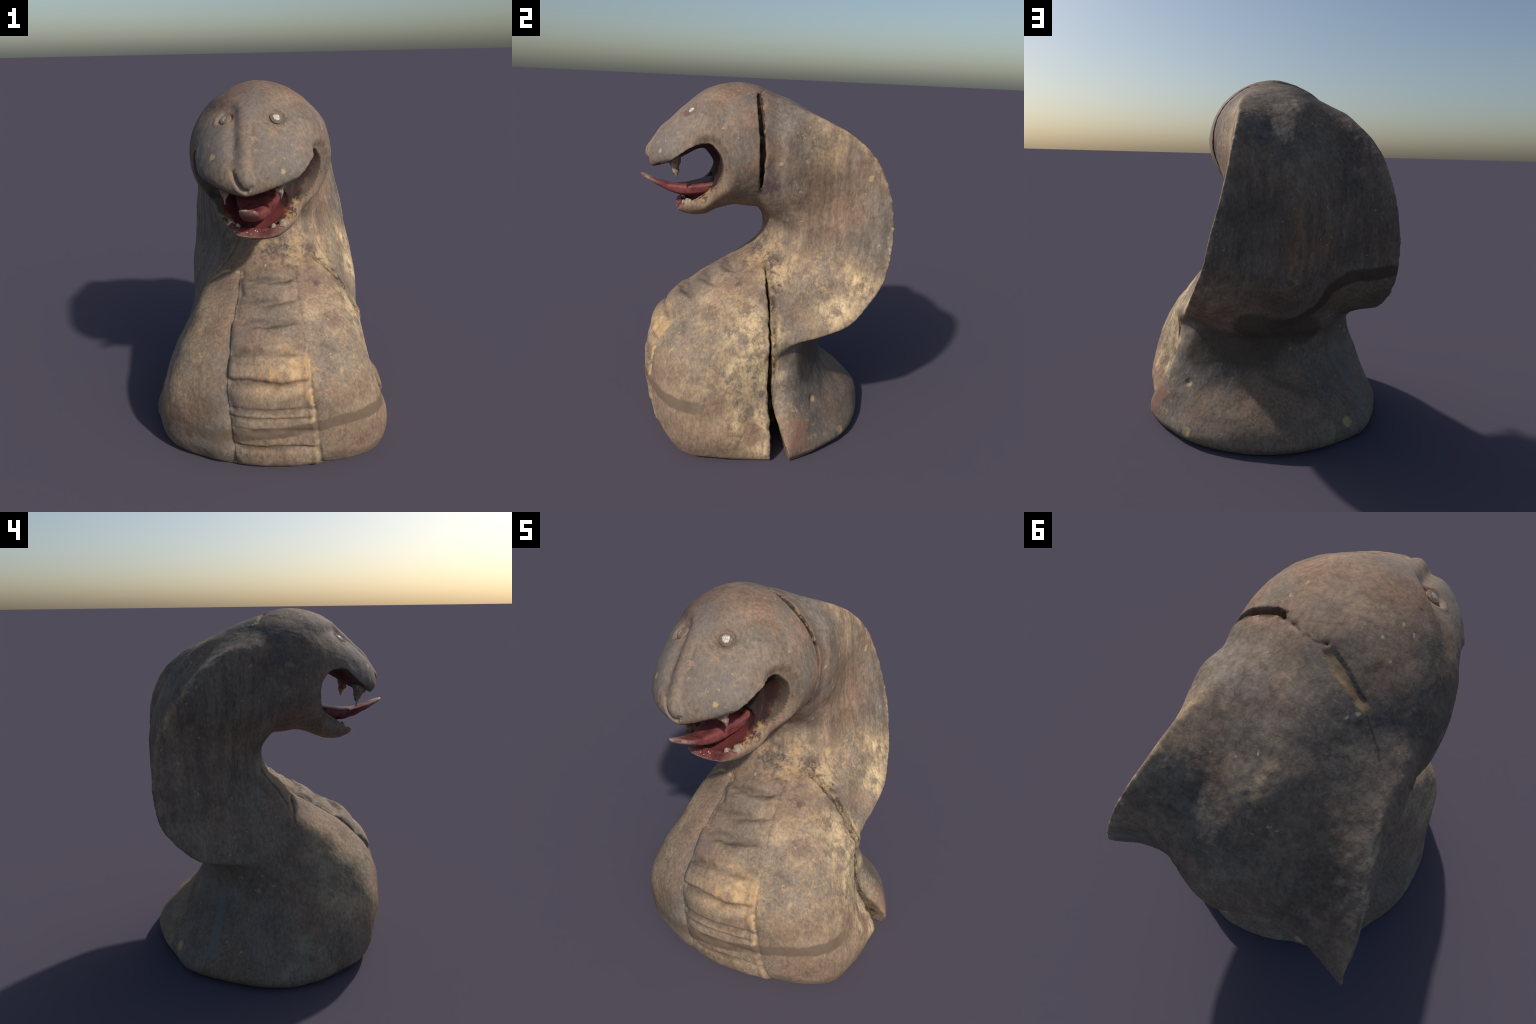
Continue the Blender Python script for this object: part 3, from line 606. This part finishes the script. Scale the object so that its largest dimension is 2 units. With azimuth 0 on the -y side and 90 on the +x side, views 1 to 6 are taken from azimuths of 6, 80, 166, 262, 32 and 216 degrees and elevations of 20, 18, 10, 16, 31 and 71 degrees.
def make_mouth(box):
    N = Nodes('flaking_red_paint', box); col, n3, n4, grain = wood_colour(N)
    x, y, z = N.axis(0), N.axis(1), N.axis(2)
    red = N.mix(N.noise(9, 5, .7, off=2.4), (.065,.014,.014), (.20,.045,.045))  # reds darkened to carry the shading inside the mouth
    red = N.mix(N.math('MULTIPLY', N.step(N.noise(16, 6, .7), .48, .62), .85), red, (.030,.014,.012))
    side = N.math('ABSOLUTE', N.math('ADD', x, .025))
    near = N.math('ADD', side, N.math('MULTIPLY', N.math('SUBTRACT', N.noise(11, 4, .65, off=7), .5), .17))
    # paint survives deep inside; the cheek walls have worn to timber
    limit = N.math('ADD', N.math('MULTIPLY', N.step(y, -.55, -.28), .13), N.math('MULTIPLY', N.step(z, 1.50, 1.60), .05))
    keep = N.step(N.math('SUBTRACT', near, limit), .085, .070)
    base = N.mix(.68, col, (.050,.037,.030))  # wall colour darkened to deepen the shade in the mouth corners
    throat = N.both(N.step(y, -.36, -.29), N.step(N.noise(7, 4, off=3.3), .36, .50), N.step(side, .30, .22))  # darkness of the cavity painted near-black on the back wall
    lip = N.math('MULTIPLY', N.step(z, 1.36, 1.33), N.step(y, -.43, -.46))
    col = N.mix(keep, base, red)
    col = N.mix(N.math('MULTIPLY', lip, N.step(n3, .44, .56)), col, (.17,.070,.066))
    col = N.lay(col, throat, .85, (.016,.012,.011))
    grit = N.spots(N.warped(.04, 20), [((.16,-.38,1.385),.05),((.12,-.43,1.35),.045),((.19,-.33,1.41),.04),((-.18,-.42,1.36),.04)], .5)
    col = N.lay(col, N.both(grit, N.step(N.noise(45, 4, .7, off=2), .46, .58)), .8, (.40,.27,.12))
    flecks = N.math('MULTIPLY', lip, N.step(N.cells(48), .20, .12))
    col = N.mix(flecks, col, (.5,.42,.36))
    return finish(N, col, n3, n4, grain, .7, .4, .008)

def make_tongue():
    N = Nodes('red_tongue_paint'); y = N.axis(1)
    n3 = N.noise(14, 6, .7); n4 = N.noise(55, 4, .7); grain = N.noise(12, 5, .6, stretch=(3, .6, 3))
    col = N.mix(N.step(n3, .3, .7), (.11,.024,.025), (.27,.078,.076))
    col = N.mix(N.math('MULTIPLY', N.step(n3, .56, .68), .7), col, (.06,.020,.020))
    tip = N.math('MULTIPLY', N.step(y, -.58, -.69), N.step(N.noise(12, 5, .65, off=3), .40, .56))
    col = N.mix(N.math('MULTIPLY', tip, .85), col, (.48,.34,.27))
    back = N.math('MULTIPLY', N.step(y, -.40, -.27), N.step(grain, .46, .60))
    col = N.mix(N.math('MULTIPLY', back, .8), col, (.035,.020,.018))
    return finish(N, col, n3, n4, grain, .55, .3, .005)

def make_tooth():
    N = Nodes('aged_tooth_paint')
    n3 = N.noise(30, 5, .7); n4 = N.noise(90, 3, .7); grain = N.noise(30, 4, .6, stretch=(3, 3, .8))
    col = N.mix(N.step(n3, .35, .65), (.19,.14,.10), (.42,.34,.265))
    col = N.mix(N.math('MULTIPLY', N.step(grain, .55, .70), .6), col, (.10,.06,.05))
    return finish(N, col, n3, n4, grain, .6, .3, .004)

def make_eye():
    N = Nodes('crackled_silver_leaf')
    n3 = N.noise(60, 4, .7); n4 = N.noise(140, 3, .7); grain = N.noise(40, 3)
    edge = N.step(N.cells(150, 'DISTANCE_TO_EDGE'), .10, .02)
    col = N.mix(N.step(n3, .40, .62), (.42,.37,.31), (.74,.70,.64))
    col = N.mix(N.math('MULTIPLY', edge, .75), col, (.12,.09,.075))
    col = N.mix(N.math('MULTIPLY', N.step(N.axis(0), -.02, -.08), .6), col, (.16,.15,.14))   # the left one has tarnished
    return finish(N, col, n3, n4, grain, .5, .25, .003)

def make_socket():
    N = Nodes('eye_socket_wood', ((-.2,-.46,1.83), (.11,-.38,1.88))); col, n3, n4, grain = wood_colour(N)
    return finish(N, N.mix(.45, col, (.10,.065,.045)), n3, n4, grain)

tongue_mat = make_tongue(); tooth_mat = make_tooth(); eye_mat = make_eye(); socket_mat = make_socket()

# ------------------------------------------------------------------ split the seamless body into named parts
root = bpy.data.objects.new('carved_cobra', None); bpy.context.collection.objects.link(root)
root['label'] = 'weathered carved wooden cobra rearing with open red mouth'; root['category'] = 'wooden sculpture'

def split_body(ob):
    me = ob.data; co = coords(me); nv = normals(me); nf = len(me.polygons)
    lt = np.empty(nf, int); me.polygons.foreach_get('loop_total', lt)
    ls = np.empty(nf, int); me.polygons.foreach_get('loop_start', ls)
    lv = np.empty(len(me.loops), int); me.loops.foreach_get('vertex_index', lv)
    cen = np.add.reduceat(co[lv], ls)/lt[:, None]; x, y, z = cen.T
    nor = np.empty(nf*3, np.float32); me.polygons.foreach_get('normal', nor); nor = nor.reshape(-1, 3)
    # lining: faces that lie on the side profile of the mouth cut, or in the jaw trough
    q = mouth_distance(cen)
    lining = (q < .017) & (np.abs(nor[:, 0]) < .70) & (y > -.645) & ~((z < 1.318) & (nor[:, 2] < .2))
    trough = (z > 1.28) & (z < 1.5) & (y < -.22) & (y > -.475) & (np.abs(x + .03) < .20) & ((nor[:, 2] > .25) | (nor[:, 0]*(x + .03) < 0)) & (nor[:, 2] > -.3)
    lining |= trough | ((np.abs(x + .03) < .16) & (y > -.50) & (y < -.23) & (z > 1.36) & (z < 1.67) & (q < .05))
    part = np.full(nf, 'hood', dtype='<U16')
    seam = -.055 + .07*smoothstep(1.3, 1.0, z)
    part[(y < seam) & (z >= 1.19)] = 'head'
    part[(y < -.262) & (z < 1.52) & (z > 1.19)] = 'lower_jaw'
    part[(y < seam) & (z < 1.19)] = 'breast'
    xl = pchip(*np.array(BAND_LEFT).T, z); xr = pchip(*np.array(BAND_RIGHT).T, z)
    part[(part == 'breast') & (x > xl) & (x < xr) & (z < 1.0) & (y < -.1)] = 'belly_plates'
    part[(y >= seam) & (z < .60)] = 'coiled_base'
    part[(part == 'hood') & (y < .20)] = 'neck'
    part[lining] = 'mouth_lining'
    for name in ('head', 'lower_jaw', 'neck', 'hood', 'breast', 'belly_plates', 'coiled_base', 'mouth_lining'):
        idx = np.nonzero(part == name)[0]
        if len(idx) == 0: continue
        n_l = lt[idx]; loops = np.concatenate([lv[a:a+b] for a, b in zip(ls[idx], n_l)])
        used, inv = np.unique(loops, return_inverse=True)
        m = bpy.data.meshes.new(name)
        m.vertices.add(len(used)); m.vertices.foreach_set('co', co[used].astype(np.float32).ravel())
        m.loops.add(len(loops)); m.loops.foreach_set('vertex_index', inv.astype(np.int32))
        m.polygons.add(len(idx)); st = np.concatenate([[0], np.cumsum(n_l)[:-1]]).astype(np.int32)
        m.polygons.foreach_set('loop_start', st)
        m.polygons.foreach_set('use_smooth', np.ones(len(idx), bool))
        m.update(calc_edges=True); m.validate()
        m.normals_split_custom_set_from_vertices(nv[used].astype(np.float32))
        box = (tuple(co[used].min(0)), tuple(co[used].max(0)))
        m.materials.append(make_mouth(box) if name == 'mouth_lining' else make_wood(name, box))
        p = bpy.data.objects.new(name, m); bpy.context.collection.objects.link(p); p.parent = root
    drop(ob)

# surface finder for seating the small pieces
from mathutils.bvhtree import BVHTree
bvh = BVHTree.FromPolygons([v.co for v in body.data.vertices], [p.vertices[:] for p in body.data.polygons])
split_body(body)

def add_mesh(ob, mat, parent=root):
    ob.data.materials.clear(); ob.data.materials.append(mat)
    for p in ob.data.polygons: p.use_smooth = True
    ob.parent = parent; return ob

# ------------------------------------------------------------------ tongue: spoon-shaped, upturned tip
def build_tongue():
    # y, centre x, centre z, half width, half thickness
    rows = np.array([(-.235,-.03,1.43,.12,.045),(-.30,-.03,1.42,.115,.045),(-.36,-.03,1.408,.098,.044),(-.42,-.03,1.398,.078,.042),(-.47,-.032,1.394,.062,.038),(-.53,-.036,1.402,.051,.029),
                     (-.60,-.04,1.428,.046,.020),(-.65,-.043,1.451,.041,.015),(-.685,-.044,1.468,.030,.010),(-.702,-.044,1.476,.010,.004)])
    t = np.linspace(-.702, -.235, 60); T = pchip(rows[::-1, 0], rows[::-1, 1:], t)
    a = np.linspace(0, 2*np.pi, 40, endpoint=False); rings = []
    for y, (cx, cz, w, h) in zip(t, T):
        px = w*np.cos(a); pz = h*np.sin(a) + .35*h*np.where(np.sin(a) > -.3, (px/w)**2*1.4 - .5, 0)
        rings.append(np.column_stack([cx + px, np.full(40, y), cz + pz]))
    ob = loft('tongue', rings)
    co = coords(ob.data); set_coords(ob.data, co + normals(ob.data)*(.003*fbm(co*18, 3))[:, None])
    return add_mesh(ob, tongue_mat)
build_tongue()

# ------------------------------------------------------------------ teeth
def tooth(base, tip, r, blunt, seed, n=18, m=14):
    base = Vector(base); tip = Vector(tip); ax = (tip - base); L = ax.length; ax.normalize()
    u = ax.orthogonal().normalized(); v = ax.cross(u); rings = []
    for i in range(m):
        t = i/(m-1)
        rr = r*max((1 - t**(1.15 + 2.2*blunt))**(1.0 - .45*blunt), .03)
        bend = .10*L*t*t*(1 - blunt)
        c = base + ax*(L*t) + Vector((0, 1, 0))*(bend*.4)
        rings.append([tuple(c + u*(rr*math.cos(2*math.pi*k/n)) + v*(rr*.85*math.sin(2*math.pi*k/n))) for k in range(n)])
    ob = loft('tooth', rings); co = coords(ob.data)
    set_coords(ob.data, co + normals(ob.data)*(.20*r*fbm(co*32 + seed, 3))[:, None])
    return add_mesh(ob, tooth_mat)
tooth((.085,-.512,1.600), (.104,-.503,1.474), .043, .0, 1)       # fangs
tooth((-.165,-.525,1.580), (-.168,-.520,1.456), .038, .0, 2)
tooth((.105,-.425,1.315), (.108,-.446,1.368), .027, .7, 3)       # worn stumps in the jaw
tooth((.060,-.445,1.300), (.062,-.462,1.348), .020, .9, 4)
tooth((-.150,-.425,1.315), (-.158,-.445,1.362), .023, .7, 5)
tooth((-.115,-.450,1.300), (-.118,-.462,1.345), .018, .9, 6)
tooth((-.150,-.56,1.570), (-.15,-.555,1.522), .022, .9, 7)

# ------------------------------------------------------------------ eyes: silvered discs seated in rough sockets
def eye(p, r, squash):
    p = Vector(p); out = Vector((.42, -.56, .71)).normalized() if p.x > -.05 else Vector((-.50, -.52, .69)).normalized()
    hit = bvh.find_nearest(p)[0]
    u = out.orthogonal().normalized(); v = out.cross(u)
    ux = Vector((1, 0, 0)); ux = (ux - out*ux.dot(out)).normalized(); vx = out.cross(ux)
    def disc(name, rad, h, sink, mat, sx=1.0):
        rings = []
        for i in range(9):
            a = i/8*math.pi/2; c = hit + out*(h*math.sin(a) - sink); q = rad*math.cos(a) + .0004
            rings.append([tuple(c + ux*(q*sx*math.cos(t)) + vx*(q*math.sin(t))) for t in np.linspace(0, 2*math.pi, 28, endpoint=False)])
        ob = loft(name, rings); co = coords(ob.data)
        set_coords(ob.data, co + normals(ob.data)*(.0016*fbm(co*60 + rad*900, 2))[:, None])
        return add_mesh(ob, mat)
    ball = disc('eyeball', r*1.38, .0105, .0075, socket_mat, squash)
    inlay = disc('eye_inlay', r*.84, .0060, .0010, eye_mat, squash*.95); inlay.parent = ball
eye(EYES[0], .0235, 1.0)
eye(EYES[1], .0225, .85)
